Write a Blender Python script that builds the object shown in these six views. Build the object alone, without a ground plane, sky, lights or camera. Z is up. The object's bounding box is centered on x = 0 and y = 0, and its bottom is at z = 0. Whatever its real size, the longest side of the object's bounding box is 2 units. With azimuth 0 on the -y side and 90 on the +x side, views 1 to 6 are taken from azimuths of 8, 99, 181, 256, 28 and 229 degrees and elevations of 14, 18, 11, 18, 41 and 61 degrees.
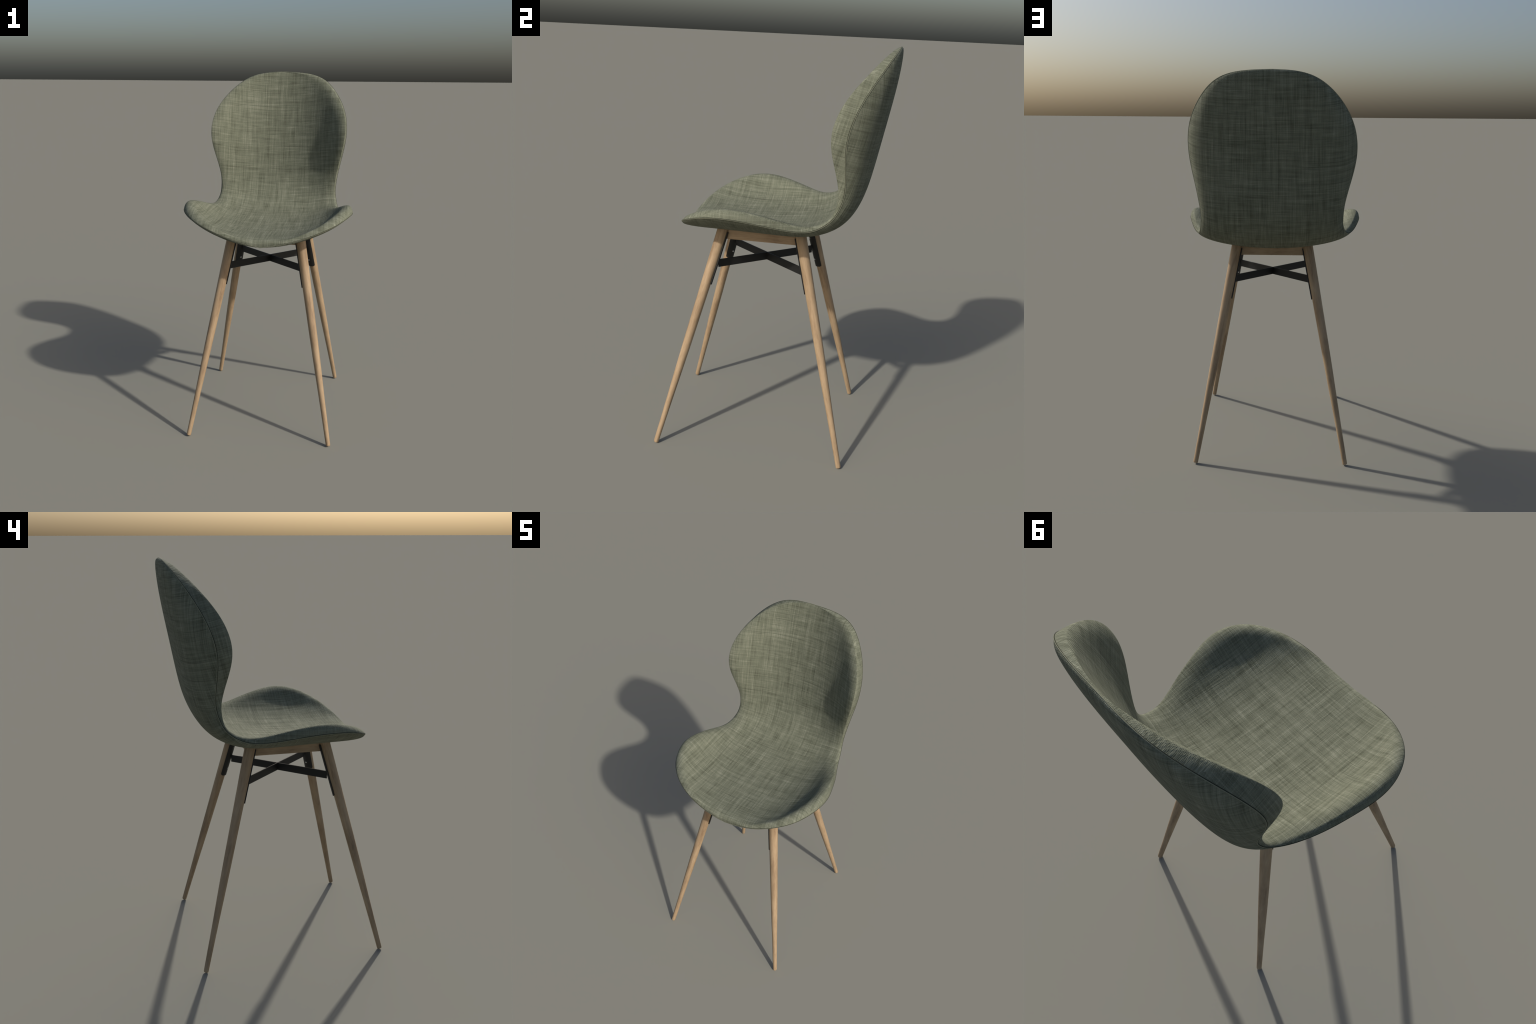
"""Upholstered shell bar chair: one-piece fabric bucket on four splayed round
wooden legs, with a wooden apron frame, black half-round leg brackets and a
black flat-bar cross brace."""
import bpy, bmesh, math
import numpy as np
from mathutils import Vector, Matrix

for o in list(bpy.data.objects):
    bpy.data.objects.remove(o, do_unlink=True)

# ------------------------------------------------------------------ helpers
def spline(x, y, q):
    """natural cubic spline through (x, y), evaluated at q"""
    x, y, q = (np.asarray(v, float) for v in (x, y, q))
    n = len(x); h = np.diff(x)
    A = np.zeros((n, n)); b = np.zeros(n); A[0, 0] = A[-1, -1] = 1
    for i in range(1, n - 1):
        A[i, i-1:i+2] = h[i-1], 2*(h[i-1]+h[i]), h[i]
        b[i] = 6*((y[i+1]-y[i])/h[i] - (y[i]-y[i-1])/h[i-1])
    m = np.linalg.solve(A, b)
    i = np.clip(np.searchsorted(x, q) - 1, 0, n - 2); t = q - x[i]; H = h[i]
    return y[i] + t*((y[i+1]-y[i])/H - H*(2*m[i]+m[i+1])/6) + t*t*m[i]/2 + t**3*(m[i+1]-m[i])/(6*H)

def new_object(name, mesh, parent=None, mat=None):
    ob = bpy.data.objects.new(name, mesh)
    bpy.context.scene.collection.objects.link(ob)
    if parent: ob.parent = parent
    if mat: mesh.materials.append(mat)
    return ob

def mesh_from(name, verts, faces, smooth=True):
    me = bpy.data.meshes.new(name)
    me.from_pydata([tuple(map(float, v)) for v in verts], [], faces)
    me.update()
    me.polygons.foreach_set("use_smooth", [smooth]*len(me.polygons))
    return me

# ---------------------------------------------------------------- materials
class Nodes:
    """tiny wrapper: build node networks with less typing"""
    def __init__(self, name):
        self.mat = bpy.data.materials.new(name); self.mat.use_nodes = True
        self.t = self.mat.node_tree
        self.bsdf = self.t.nodes["Principled BSDF"]
    def put(self, sock, v):
        if isinstance(v, bpy.types.NodeSocket): self.t.links.new(v, sock)
        elif v is not None: sock.default_value = v
    def math(self, op, a, b=None, c=None, clamp=False):
        n = self.t.nodes.new("ShaderNodeMath"); n.operation = op; n.use_clamp = clamp
        for s, v in zip(n.inputs, (a, b, c)): self.put(s, v)
        return n.outputs[0]
    def coords(self, kind="Object"):
        return self.t.nodes.new("ShaderNodeTexCoord").outputs[kind]
    def split(self, v):
        n = self.t.nodes.new("ShaderNodeSeparateXYZ"); self.put(n.inputs[0], v); return n.outputs
    def join(self, x, y, z):
        n = self.t.nodes.new("ShaderNodeCombineXYZ")
        for s, v in zip(n.inputs, (x, y, z)): self.put(s, v)
        return n.outputs[0]
    def noise(self, vec, scale=1, detail=2, rough=0.5, distort=0.0):
        n = self.t.nodes.new("ShaderNodeTexNoise"); self.put(n.inputs["Vector"], vec)
        n.inputs["Scale"].default_value = scale; n.inputs["Detail"].default_value = detail
        n.inputs["Roughness"].default_value = rough; n.inputs["Distortion"].default_value = distort
        return n.outputs["Fac"]
    def remap(self, v, a, b, c, d):
        n = self.t.nodes.new("ShaderNodeMapRange"); self.put(n.inputs[0], v)
        for s, k in zip(n.inputs[1:5], (a, b, c, d)): s.default_value = k
        return n.outputs[0]
    def ramp(self, v, stops):
        n = self.t.nodes.new("ShaderNodeValToRGB"); self.put(n.inputs[0], v)
        e = n.color_ramp.elements
        while len(e) < len(stops): e.new(0.5)
        for el, (p, col) in zip(e, stops): el.position = p; el.color = (*col, 1)
        return n.outputs[0]
    def mix(self, fac, a, b, mode="MIX"):
        n = self.t.nodes.new("ShaderNodeMix"); n.data_type = "RGBA"; n.blend_type = mode
        self.put(n.inputs[0], fac)
        for s, v in ((n.inputs[6], a), (n.inputs[7], b)):
            self.put(s, (*v, 1) if isinstance(v, tuple) else v)
        return n.outputs[2]
    def bump(self, height, strength, dist):
        n = self.t.nodes.new("ShaderNodeBump"); self.put(n.inputs["Height"], height)
        n.inputs["Strength"].default_value = strength; n.inputs["Distance"].default_value = dist
        self.put(self.bsdf.inputs["Normal"], n.outputs[0])

# the cloth is laid along the chair's spine: flat on the seat, then round a
# fillet, then up the leaning back.  `along` unrolls that L, `across` is the
# width plus some of the rise of the wings.
FILLET_Y, FILLET_Z, FILLET_R, FILLET_MAX = 0.13, 1.42, 0.32, math.radians(76)

def fabric(name, seed, tint=1.0, rim=True):
    N = Nodes(name)
    x, y, z = N.split(N.coords("Object"))
    py = N.math("SUBTRACT", y, FILLET_Y); pz = N.math("SUBTRACT", z, FILLET_Z)
    th = N.math("ARCTAN2", py, N.math("MULTIPLY", pz, -1))
    up = N.math("GREATER_THAN", pz, 0.0)          # above the centre: fully turned
    fwd = N.math("GREATER_THAN", py, -0.02)
    th = N.math("MINIMUM", N.math("MAXIMUM", th, 0.0), FILLET_MAX)
    th = N.math("MAXIMUM", th, N.math("MULTIPLY", up, FILLET_MAX))
    c, s = N.math("COSINE", th), N.math("SINE", th)
    along = N.math("ADD", N.math("MULTIPLY", th, FILLET_R),
                   N.math("ADD", N.math("MULTIPLY", py, c), N.math("MULTIPLY", pz, s)))
    radial = N.math("SUBTRACT", N.math("MULTIPLY", py, s), N.math("MULTIPLY", pz, c))
    rise = N.math("SUBTRACT", FILLET_R, radial)
    across = N.math("MULTIPLY", x, N.math("ADD", 1.0, N.math("MULTIPLY", rise, 0.35 if rim else 1.0)))
    if rim:
        # on the steep sides of the padded rim the cloth runs up the wall instead
        geo = N.t.nodes.new("ShaderNodeNewGeometry")
        nx = N.split(geo.outputs["Normal"])[0]
        wall = N.math("GREATER_THAN", N.math("ABSOLUTE", nx), 0.72)
        across = N.math("ADD", N.math("MULTIPLY", across, N.math("SUBTRACT", 1.0, wall)),
                        N.math("MULTIPLY", N.math("ADD", rise, 3.0), wall))
    # hand-woven waver of the threads
    wob = N.noise(N.join(across, along, seed), 4.0, 1)
    across = N.math("ADD", across, N.math("MULTIPLY", N.math("SUBTRACT", wob, 0.5), 0.006))
    along = N.math("ADD", along, N.math("MULTIPLY", N.math("SUBTRACT", wob, 0.5), 0.006))

    def threads(u, v, fine, long, k, detail=1.5):
        # slubs: streaks thin across the thread and long along it
        return N.noise(N.join(N.math("MULTIPLY", u, fine), N.math("MULTIPLY", v, long), seed + k), 1.0, detail, 0.6)
    warp_f = threads(across, along, 290, 8.0, 1.3)
    weft_f = threads(along, across, 290, 8.0, 7.9)
    warp_m = threads(across, along, 95, 4.0, 17.3)
    weft_m = threads(along, across, 95, 4.0, 19.9)
    warp_b = threads(across, along, 30, 3.0, 3.1)
    weft_b = threads(along, across, 30, 3.0, 5.7)
    cloud = N.noise(N.join(across, along, seed + 20), 22.0, 3, 0.6)
    grain = N.noise(N.join(N.math("MULTIPLY", across, 420), N.math("MULTIPLY", along, 420), seed), 1.0, 1)
    def plus(*terms):
        tot = None
        for v, w in terms:
            q = N.math("MULTIPLY", N.math("SUBTRACT", v, 0.5), w)
            tot = q if tot is None else N.math("ADD", tot, q)
        return tot
    total = plus((warp_f, 0.85), (weft_f, 0.85), (warp_m, 0.60), (weft_m, 0.60),
                 (warp_b, 0.36), (weft_b, 0.36), (cloud, 0.40), (grain, 0.50))
    v = N.remap(total, -0.52, 0.52, 0.0, 1.0)
    # some single dark and pale threads
    def singles(k, lo, hi):
        a = N.remap(threads(across, along, 105, 2.0, k, 0.5), lo, hi, 0.0, 1.0)
        b = N.remap(threads(along, across, 105, 2.0, k + 2, 0.5), lo, hi, 0.0, 1.0)
        return N.math("MAXIMUM", a, b)
    dark, pale = singles(11.0, 0.66, 0.74), singles(23.0, 0.68, 0.76)
    def shade(r, g, b): return (r*tint, g*tint, b*tint)
    col = N.ramp(v, [(0.0, shade(0.073, 0.079, 0.053)), (0.35, shade(0.130, 0.139, 0.099)),
                     (0.65, shade(0.180, 0.190, 0.139)), (1.0, shade(0.262, 0.272, 0.206))])
    col = N.mix(N.math("MULTIPLY", dark, 0.32), col, shade(0.062, 0.067, 0.044))
    col = N.mix(N.math("MULTIPLY", pale, 0.12), col, shade(0.262, 0.268, 0.200))
    N.put(N.bsdf.inputs["Base Color"], col)
    N.bsdf.inputs["Roughness"].default_value = 0.92
    N.bsdf.inputs["Specular IOR Level"].default_value = 0.2
    N.bsdf.inputs["Sheen Weight"].default_value = 0.0
    N.bsdf.inputs["Sheen Roughness"].default_value = 0.5
    # weave relief
    wa = N.math("SINE", N.math("MULTIPLY", across, 1100)); wb = N.math("SINE", N.math("MULTIPLY", along, 1100))
    weave = N.math("MULTIPLY", N.math("MULTIPLY", wa, wb), 0.18)
    h = N.math("ADD", N.math("ADD", N.math("MULTIPLY", warp_f, 0.8), N.math("MULTIPLY", weft_f, 0.8)),
               N.math("ADD", weave, N.math("MULTIPLY", grain, 0.6)))
    N.bump(h, 0.48, 0.004)
    return N.mat

def wood(name):
    N = Nodes(name)
    x, y, z = N.split(N.coords("Object"))
    info = N.t.nodes.new("ShaderNodeObjectInfo")
    off = N.math("MULTIPLY", info.outputs["Random"], 13.0)
    v = N.join(N.math("MULTIPLY", x, 60), N.math("MULTIPLY", y, 60), N.math("ADD", N.math("MULTIPLY", z, 5), off))
    streak = N.noise(v, 1.0, 4, 0.6, 0.4)
    fleck = N.noise(N.join(N.math("MULTIPLY", x, 330), N.math("MULTIPLY", y, 330), N.math("ADD", N.math("MULTIPLY", z, 38), off)), 1.0, 2, 0.6)
    blot = N.noise(N.join(N.math("MULTIPLY", x, 14), N.math("MULTIPLY", y, 14), N.math("ADD", N.math("MULTIPLY", z, 7), off)), 1.0, 2)
    t = N.math("ADD", N.math("MULTIPLY", streak, 0.5), N.math("ADD", N.math("MULTIPLY", fleck, 0.25), N.math("MULTIPLY", blot, 0.35)))
    col = N.ramp(N.remap(t, 0.38, 0.72, 0, 1), [(0.0, (0.225, 0.148, 0.086)), (0.45, (0.355, 0.248, 0.147)), (1.0, (0.455, 0.330, 0.203))])
    N.put(N.bsdf.inputs["Base Color"], col)
    N.bsdf.inputs["Roughness"].default_value = 0.55
    N.bsdf.inputs["Specular IOR Level"].default_value = 0.3
    N.bump(t, 0.15, 0.002)
    return N.mat

def plain(name, col, rough, metal=0.0, spec=0.5):
    N = Nodes(name)
    g = N.noise(N.coords("Object"), 300, 2)
    N.put(N.bsdf.inputs["Base Color"], N.mix(g, tuple(c*0.85 for c in col), tuple(c*1.15 for c in col)))
    N.bsdf.inputs["Roughness"].default_value = rough
    N.bsdf.inputs["Metallic"].default_value = metal
    N.bsdf.inputs["Specular IOR Level"].default_value = spec
    N.bump(g, 0.1, 0.0006)
    return N.mat

MAT_FABRIC = fabric("woven_fabric", 2.0)
MAT_BACK = fabric("woven_fabric_shell", 31.0, tint=0.93, rim=False)
MAT_PIPING = plain("piping_thread", (0.21, 0.215, 0.155), 0.9, spec=0.2)
MAT_GROOVE_SHADE = plain("seam_groove_shade", (0.032, 0.035, 0.025), 0.95, spec=0.1)
MAT_WOOD = wood("oiled_beech")
MAT_BLACK = plain("black_powder_coat", (0.013, 0.013, 0.0125), 0.5, spec=0.35)
MAT_SCREW = plain("zinc_screw", (0.62, 0.62, 0.60), 0.3, 1.0)

# --------------------------------------------------------------- the bucket
# Rows run across the chair along a spine that starts at the front lip of the
# seat (tau = 0), rounds the crook and climbs to the top of the back (tau = 1).
SPINE_Y = [-0.4563, -0.4546, -0.4221, -0.3581, -0.2641, -0.1471, -0.0197, 0.1028, 0.2080, 0.2905, 0.3503, 0.3936, 0.4266, 0.4528, 0.4785, 0.5063, 0.5284, 0.5351, 0.5246]
SPINE_Z = [1.0872, 1.0880, 1.0837, 1.0783, 1.0760, 1.0780, 1.0837, 1.0943, 1.1131, 1.1444, 1.1893, 1.2509, 1.3347, 1.4454, 1.5818, 1.7322, 1.8742, 1.9762, 1.9991]
LEAN    = [1.5681, 1.5710, 1.5715, 1.5692, 1.5682, 1.5801, 1.6211, 1.7121, 1.8638, 2.0685, 2.3128, 2.5623, 2.7647, 2.8971, 2.9657, 3.0068, 3.0604, 3.1440, 3.2694]   # direction of the row normal
# half width, height of the edge seam over the spine, padding thickness on the
# middle line, height of the rim crest over the seam  (zero at both ends)
WIDTH   = [0.1621, 0.2920, 0.3900, 0.4525, 0.4754, 0.4553, 0.4248, 0.3922, 0.3745, 0.3645, 0.3603, 0.3678, 0.3889, 0.4133, 0.4033, 0.3380, 0.2144]
EDGE    = [0.0333, 0.0782, 0.1200, 0.1505, 0.1550, 0.1312, 0.1001, 0.0769, 0.0770, 0.0808, 0.0850, 0.0936, 0.1189, 0.1450, 0.1290, 0.0778, 0.0244]
PAD     = [0.0281, 0.0455, 0.0528, 0.0535, 0.0518, 0.0505, 0.0501, 0.0507, 0.0518, 0.0525, 0.0517, 0.0489, 0.0480, 0.0487, 0.0463, 0.0381, 0.0230]
CREST   = [-0.0016, 0.0048, 0.0171, 0.0310, 0.0401, 0.0402, 0.0318, 0.0206, 0.0124, 0.0111, 0.0179, 0.0315, 0.0523, 0.0702, 0.0694, 0.0500, 0.0249]
# the real thing is not quite symmetric: its left side differs by
D_WIDTH = [0.0096, 0.0079, 0.0053, 0.0014, -0.0027, -0.0059, -0.0052, -0.0029, 0.0036, 0.0062, 0.0049, 0.0056, 0.0006, -0.0009, 0.0098, 0.0247, 0.0350]
D_EDGE  = [-0.0031, -0.0035, -0.0017, 0.0005, -0.0002, -0.0024, -0.0031, -0.0043, -0.0032, -0.0023, -0.0033, -0.0024, -0.0009, 0.0008, 0.0013, 0.0007, 0.0027]
# rim roll radius, then the shape of the cross-sections at five stations
RIM     = [0.0397, 0.0357, 0.0300, 0.0154, 0.0204, 0.0090, 0.0058, 0.0100, 0.0257]     # rim roll radius
F_FLAT  = [0.45, 0.50, 0.55, 0.505, 0.45]   # face of the cover: how far it stays flat,
MID_X   = [0.65, 0.86, 0.76, 0.770, 0.65]   # where it starts to climb,
MID_H   = [0.50, 0.15, 0.45, 0.500, 0.50]   # how high it is there,
F_STEEP = [0.225, 0.16, 0.19, 0.130, 0.225]  # and how wide the padded rim turns over
B_FLAT  = [0.5566, 0.3126, 0.6754, 0.8014, 0.7044]
B_SIDE  = [0.0316, 0.1007, 0.0327, 0.0902, 0.1109]
B_DROP  = [0.5148, 0.6028, 0.5086, 0.3310, 0.4173]
KN = np.linspace(0, 1, len(SPINE_Y)); K5 = np.linspace(0, 1, 5)
ROWS = 220
SEAT_ROW = 118            # where the seat hands over to the backrest
N_FACE, N_ROLL, N_BACK = 36, 14, 28

tau = np.linspace(0, 1, ROWS)
ends = lambda v: np.concatenate([[0], v, [0]])
prof = lambda v: spline(KN, v, tau)
five = lambda v: spline(K5, v, tau)
sy, sz, lean = prof(SPINE_Y), prof(SPINE_Z), prof(LEAN)

def bezier(points, n):
    """one Bezier curve per row, any degree; control points are (x, height) rows"""
    u = np.linspace(0, 1, n)[None, :, None]; d = len(points) - 1
    return sum(math.comb(d, k)*(1-u)**(d-k)*u**k*np.stack(P, -1)[:, None, :] for k, P in enumerate(points))

def half(side):
    w = prof(ends(WIDTH)); s = prof(ends(EDGE))
    if side < 0:
        w = w - prof(ends(D_WIDTH)); s = s - prof(ends(D_EDGE))
    w = np.maximum(w, 1e-4)
    m = np.maximum(prof(ends(PAD)), 1e-4); c = np.maximum(prof(ends(CREST)), 1e-4)
    e = np.clip(spline(np.linspace(0, 1, len(RIM)), RIM, tau), 0.007, 0.45*w)
    al, be, mx, mh, a, p, q = (five(v) for v in (F_FLAT, F_STEEP, MID_X, MID_H, B_FLAT, B_SIDE, B_DROP))
    xc, top, o = w - e, s + c, 0*w
    face = bezier([(o, m), (al*xc, m), (mx*xc, m + mh*(top - m)), (xc*(1-be), top), (xc, top)], N_FACE)
    an = np.linspace(math.pi/2, 0, N_ROLL)[None, 1:]
    roll = np.stack([xc[:, None] + e[:, None]*np.cos(an), s[:, None] + c[:, None]*np.sin(an)], -1)
    back = bezier([(o, o), (a*w, o), (w*(1-p), s*q), (w, s)], N_BACK)
    def place(Q):
        return np.stack([side*Q[..., 0],
                         sy[:, None] + Q[..., 1]*np.cos(lean)[:, None],
                         sz[:, None] + Q[..., 1]*np.sin(lean)[:, None]], -1)
    return place(np.concatenate([face, roll], 1)), place(back)

FR, BR_ = half(1); FL, BL_ = half(-1)
front = np.concatenate([FL[:, :0:-1], FR], 1)      # left seam -> right seam
rear = np.concatenate([BL_[:, :0:-1], BR_], 1)
for g in (front, rear):                             # close the two ends to a point
    g[0, :, 1:] = 0.5*(front[0, front.shape[1]//2, 1:] + rear[0, rear.shape[1]//2, 1:])
    g[-1, :, 1:] = 0.5*(front[-1, front.shape[1]//2, 1:] + rear[-1, rear.shape[1]//2, 1:])
    g[0, :, 0] = g[-1, :, 0] = 0

def grid_normals(g, flip):
    du = np.gradient(g, axis=1); dv = np.gradient(g, axis=0)
    n = np.cross(du, dv); L = np.linalg.norm(n, axis=-1, keepdims=True)
    n = n/np.maximum(L, 1e-12)
    n[0] = n[1, n.shape[1]//2]; n[-1] = n[-2, n.shape[1]//2]
    return -n if flip else n

def panel(name, g, rows, parent, mat, flip):
    """mesh of rows [r0, r1] of a grid; keeps the normals of the whole body"""
    r0, r1 = rows
    n = grid_normals(g, flip)
    C = g.shape[1]
    verts, norms, ids = [], [], {}
    for r in range(r0, r1 + 1):
        for c in range(C):
            if r in (0, ROWS-1) and c > 0:
                ids[r, c] = ids[r, 0]; continue
            ids[r, c] = len(verts); verts.append(g[r, c]); norms.append(n[r, c])
    faces = []
    for r in range(r0, r1):
        for c in range(C - 1):
            f = [ids[r, c], ids[r, c+1], ids[r+1, c+1], ids[r+1, c]]
            f = list(dict.fromkeys(f))
            if len(f) > 2: faces.append(f[::-1] if flip else f)
    me = mesh_from(name, verts, faces)
    me.normals_split_custom_set_from_vertices([tuple(v) for v in norms])
    return new_object(name, me, parent, mat)

chair = bpy.data.objects.new("bar_chair", None)
bpy.context.scene.collection.objects.link(chair)
chair["label"] = "olive green woven fabric shell bar chair on splayed wooden legs"
chair["category"] = "bar chair"

panel("seat", front, (0, SEAT_ROW), chair, MAT_FABRIC, False)
panel("backrest", front, (SEAT_ROW, ROWS-1), chair, MAT_FABRIC, False)
panel("seat_shell", rear, (0, SEAT_ROW), chair, MAT_BACK, True)
panel("backrest_shell", rear, (SEAT_ROW, ROWS-1), chair, MAT_BACK, True)

# piping and dark groove line follow the seam all the way round
def loop_curve(name, pts, radius, mat):
    cu = bpy.data.curves.new(name, "CURVE"); cu.dimensions = "3D"
    cu.bevel_depth = radius; cu.bevel_resolution = 2
    sp = cu.splines.new("POLY"); sp.points.add(len(pts)-1); sp.use_cyclic_u = True
    for p, v in zip(sp.points, pts): p.co = (*map(float, v), 1)
    tmp = bpy.data.objects.new(name, cu); bpy.context.scene.collection.objects.link(tmp)
    dg = bpy.context.evaluated_depsgraph_get()
    me = bpy.data.meshes.new_from_object(tmp.evaluated_get(dg)); me.name = name
    bpy.data.objects.remove(tmp, do_unlink=True); bpy.data.curves.remove(cu)
    me.materials.clear()
    me.polygons.foreach_set("use_smooth", [True]*len(me.polygons))
    return new_object(name, me, chair, mat)

right, left = rear[1:-1, -1], rear[1:-1, 0]
seam = np.concatenate([rear[:1, 0], right, rear[-1:, 0], left[::-1]])
right2, left2 = rear[1:-1, -2], rear[1:-1, 1]
below = np.concatenate([rear[:1, 0], right2, rear[-1:, 0], left2[::-1]])
d = below - seam; L = np.linalg.norm(d, axis=1, keepdims=True)
d = d/np.maximum(L, 1e-9)
d[L[:, 0] < 1e-3] = 0
loop_curve("piping", seam + d*0.0019, 0.0018, MAT_PIPING)
# dark tube on the cover's side of the piping, painting the seam groove's shade
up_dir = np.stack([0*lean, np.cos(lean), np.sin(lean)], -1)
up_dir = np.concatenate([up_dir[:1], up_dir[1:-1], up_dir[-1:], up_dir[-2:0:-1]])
loop_curve("groove_shade_line", seam + up_dir*0.0006, 0.0014, MAT_GROOVE_SHADE)

# ------------------------------------------------------------------- frame
CX, CY = 0.0048, -0.0515              # centre of the leg frame
TOP_X, TOP_Y, TOP_Z = 0.2035, 0.2110, 1.03
FOOT_X, FOOT_Y = 0.3915, 0.4690
LEG_TOP = 1.119

def leg_axis(sx, sy_):
    foot = Vector((CX - 0.001 + sx*FOOT_X, CY + 0.0015 + sy_*FOOT_Y, 0.0))
    top = Vector((CX + sx*TOP_X, CY - 0.002 + sy_*TOP_Y, TOP_Z))
    return foot, (top - foot)/TOP_Z       # point, direction per metre of height

LEG_PROFILE = [(0.0, 0.0125), (0.25, 0.0158), (0.45, 0.0198), (0.75, 0.0234), (1.05, 0.0266), (1.125, 0.0270)]
def leg_radius(z):
    zs, rs = zip(*LEG_PROFILE); return float(spline(zs, rs, np.array([z]))[0])

def leg_mesh():
    """turned leg, standing on its own z axis: heights are along the axis"""
    seg = 40
    r0 = leg_radius(0)
    prof_ = [(0.0, r0*0.78), (0.0010, r0*0.90), (0.003, r0*0.98), (0.007, r0)]
    prof_ += [(z, leg_radius(z)) for z in np.linspace(0.03, LEG_TOP - 0.012, 40)]
    rt = leg_radius(LEG_TOP)
    prof_ += [(LEG_TOP - 0.006, rt*0.985), (LEG_TOP - 0.002, rt*0.93), (LEG_TOP, rt*0.80)]
    verts, faces = [], []
    for z, r in prof_:
        for k in range(seg):
            a = 2*math.pi*k/seg; verts.append((r*math.cos(a), r*math.sin(a), z))
    for i in range(len(prof_)-1):
        for k in range(seg):
            k2 = (k+1) % seg
            faces.append((i*seg+k, i*seg+k2, (i+1)*seg+k2, (i+1)*seg+k))
    faces.append(tuple(range(seg))[::-1]); n = (len(prof_)-1)*seg
    faces.append(tuple(range(n, n+seg)))
    return mesh_from("leg", verts, faces)

LEG_ME = leg_mesh(); LEG_ME.materials.append(MAT_WOOD)

def bracket_mesh():
    """half-round steel plate hugging the inner side of a leg (inner side = +x)"""
    z0, z1, half_a = 0.838, 1.100, math.radians(64)
    nz, na = 40, 24; gap, thick = 0.0010, 0.0042
    def grid(off):
        out = []
        for i in range(nz+1):
            for j in range(na+1):
                a = -half_a + 2*half_a*j/na
                edge = abs(a)/half_a                    # rounded lower corners
                low = z0 + 0.006*max(0.0, (edge - 0.65)/0.35)**2.5
                z = low + (z1 - low)*i/nz
                r = leg_radius(z) + off
                out.append((r*math.cos(a), r*math.sin(a), z))
        return out
    A, B = grid(gap), grid(gap + thick)
    n = len(A); verts = A + B; faces = []
    id_ = lambda i, j: i*(na+1) + j
    for i in range(nz):
        for j in range(na):
            q = [id_(i, j), id_(i, j+1), id_(i+1, j+1), id_(i+1, j)]
            faces.append(q[::-1]); faces.append([k + n for k in q])
    for i in range(nz):
        for j, s in ((0, 1), (na, -1)):
            q = [id_(i, j), id_(i+1, j), id_(i+1, j)+n, id_(i, j)+n]; faces.append(q[::s])
    for j in range(na):
        for i, s in ((0, -1), (nz, 1)):
            q = [id_(i, j), id_(i, j+1), id_(i, j+1)+n, id_(i, j)+n]; faces.append(q[::-s])
    me = mesh_from("leg_bracket", verts, faces)
    bm = bmesh.new(); bm.from_mesh(me); bmesh.ops.recalc_face_normals(bm, faces=bm.faces); bm.to_mesh(me); bm.free()
    me.set_sharp_from_angle(angle=math.radians(40))
    me.materials.append(MAT_BLACK)
    return me
BRACKET_ME = bracket_mesh()

def screw_mesh():
    bm = bmesh.new()
    bmesh.ops.create_uvsphere(bm, u_segments=16, v_segments=8, radius=0.0046)
    for v in bm.verts: v.co.x *= 0.65
    me = bpy.data.meshes.new("screw"); bm.to_mesh(me); bm.free()
    me.polygons.foreach_set("use_smooth", [True]*len(me.polygons))
    me.materials.append(MAT_SCREW); return me
SCREW_ME = screw_mesh()

def box(name, size, bevel, parent, mat, matrix):
    bm = bmesh.new(); bmesh.ops.create_cube(bm, size=1)
    for v in bm.verts: v.co = Vector((v.co.x*size[0], v.co.y*size[1], v.co.z*size[2]))
    if bevel: bmesh.ops.bevel(bm, geom=bm.edges[:], offset=bevel, segments=2, affect="EDGES")
    me = bpy.data.meshes.new(name); bm.to_mesh(me); bm.free()
    ob = new_object(name, me, parent, mat); ob.matrix_local = matrix
    return ob

bar_ends = {}
for sx, sy_ in ((-1, -1), (1, -1), (1, 1), (-1, 1)):
    foot, slope = leg_axis(sx, sy_)
    axis = slope.normalized()
    inward = Vector((CX, CY, 0)) - Vector((foot.x, foot.y, 0))
    inward = (inward - axis*inward.dot(axis)).normalized()
    side = axis.cross(inward)
    M = Matrix((inward, side, axis)).transposed().to_4x4()
    M.translation = foot + Vector((0, 0, 0.0030))
    stretch = slope.length                        # height -> length along the axis
    leg = new_object("leg", LEG_ME, chair); leg.matrix_local = M @ Matrix.Diagonal((1, 1, stretch, 1))
    br = new_object("leg_bracket", BRACKET_ME, chair)
    br.matrix_local = M @ Matrix.Diagonal((1, 1, stretch, 1))
    for z in (0.880, 1.004):
        s = new_object("screw", SCREW_ME, br)
        s.matrix_local = Matrix.Translation((leg_radius(z) + 0.0057, 0, z)) @ Matrix.Diagonal((1, 1, 1/stretch, 1))
    zc = 0.9415
    bar_ends[sx, sy_] = M @ Vector((leg_radius(zc) + 0.003, 0, zc*stretch))

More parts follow.
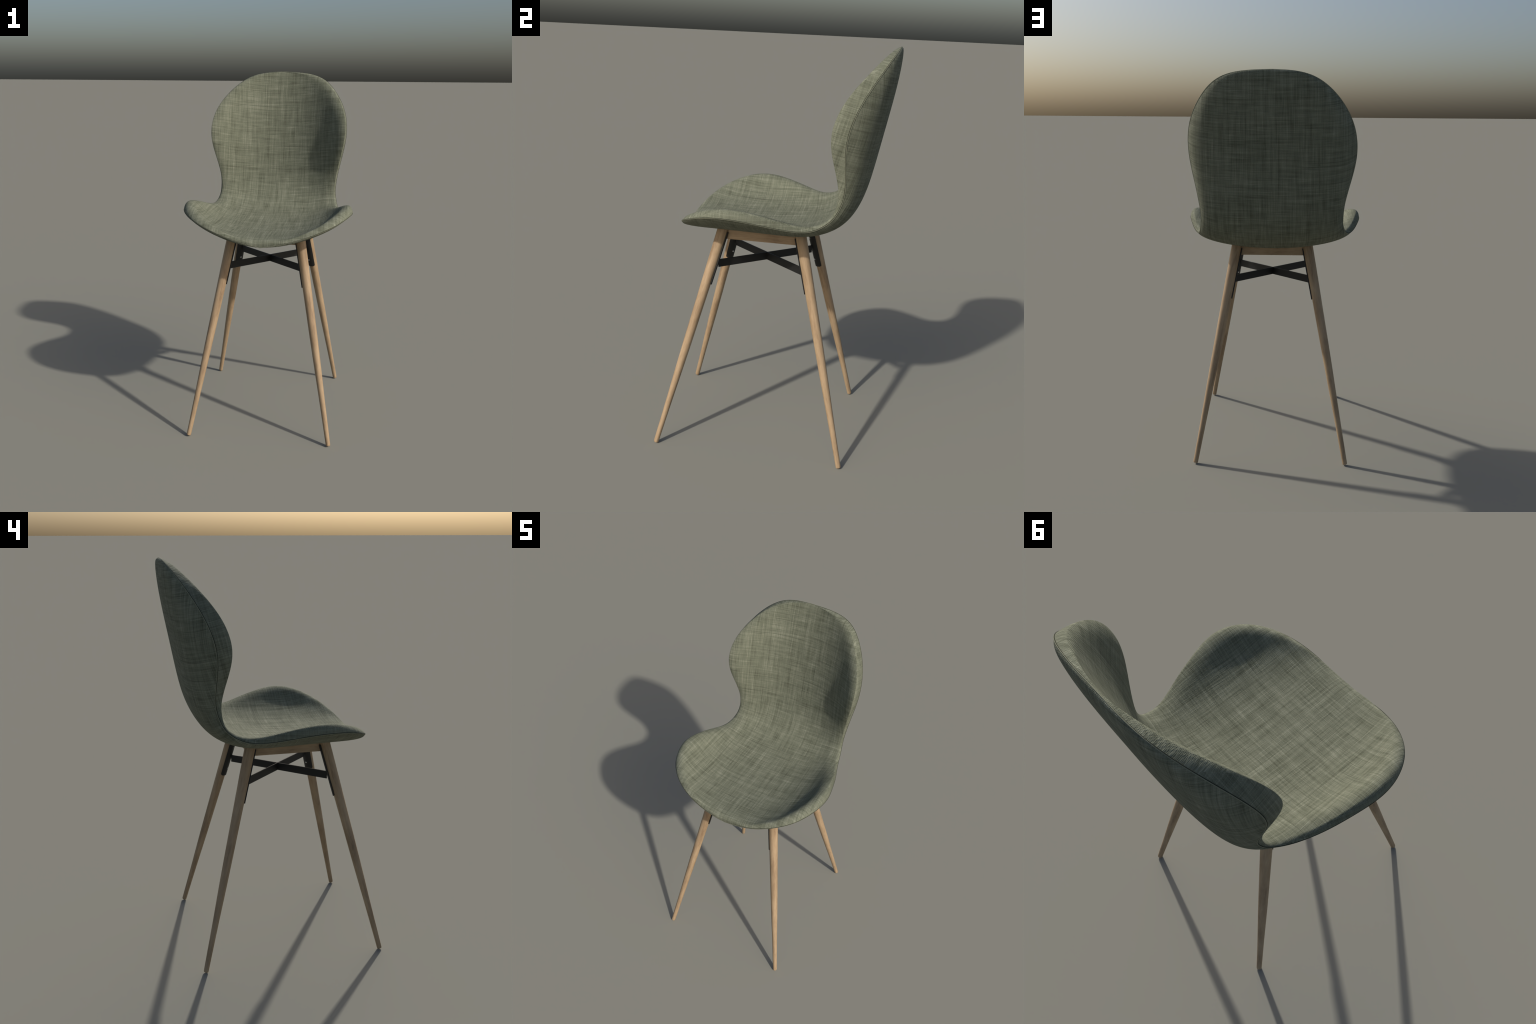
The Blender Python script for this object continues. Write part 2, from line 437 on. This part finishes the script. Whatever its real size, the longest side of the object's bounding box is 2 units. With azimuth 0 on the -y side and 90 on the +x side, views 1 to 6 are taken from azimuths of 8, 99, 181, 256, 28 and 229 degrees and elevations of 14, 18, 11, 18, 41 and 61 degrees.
# flat-bar cross brace: two half-lapped bars between opposite brackets
brace = bpy.data.objects.new("cross_brace", None); bpy.context.scene.collection.objects.link(brace)
brace.parent = chair
BAR_H, BAR_T = 0.0395, 0.0060
def brace_bar(a, b):
    a, b = bar_ends[a], bar_ends[b]
    u = (b - a); u.z = 0; length = u.length; u.normalize()
    v = Vector((0, 0, 1)); w = v.cross(u)
    # the ends are cut to the slope of the brackets
    bm = bmesh.new(); bmesh.ops.create_cube(bm, size=1)
    foot_slope = math.hypot(FOOT_X - TOP_X, FOOT_Y - TOP_Y)/TOP_Z
    for p in bm.verts:
        z = p.co.z*BAR_H
        l = p.co.x*length - math.copysign(foot_slope*z, p.co.x)
        p.co = Vector((l, p.co.y*BAR_T, z))
    bmesh.ops.bevel(bm, geom=bm.edges[:], offset=0.0006, segments=1, affect="EDGES")
    me = bpy.data.meshes.new("brace_bar"); bm.to_mesh(me); bm.free()
    ob = new_object("brace_bar", me, brace, MAT_BLACK)
    M = Matrix((u, w, v)).transposed().to_4x4(); M.translation = (a + b)/2
    ob.matrix_local = M
    return ob
brace_bar((-1, -1), (1, 1))
second = brace_bar((1, -1), (-1, 1)); second.location.z -= 0.0004

# wooden apron frame between the leg tops
AP_Z0, AP_Z1, AP_T = 1.0615, 1.112, 0.036
zc = (AP_Z0 + AP_Z1)/2
lift = 1.09 - TOP_Z                    # the rails sit just inside the leg axes
leg_x = TOP_X - lift*(FOOT_X - TOP_X)/TOP_Z
leg_y = TOP_Y - lift*(FOOT_Y - TOP_Y)/TOP_Z
ax, ay = leg_x - 0.003 - AP_T/2, leg_y - 0.003 - AP_T/2
def apron(length, x, y, turn):
    M = Matrix.Translation((x, y, zc)) @ Matrix.Rotation(turn, 4, "Z") @ Matrix.Rotation(math.pi/2, 4, "Y")
    box("apron", (AP_Z1 - AP_Z0, AP_T, length), 0.0015, chair, MAT_WOOD, M)
for s in (-1, 1):
    apron(2*leg_y - 0.040, CX + s*ax, CY, math.pi/2)
    apron(2*leg_x - 0.040, CX, CY + s*ay, 0.0)
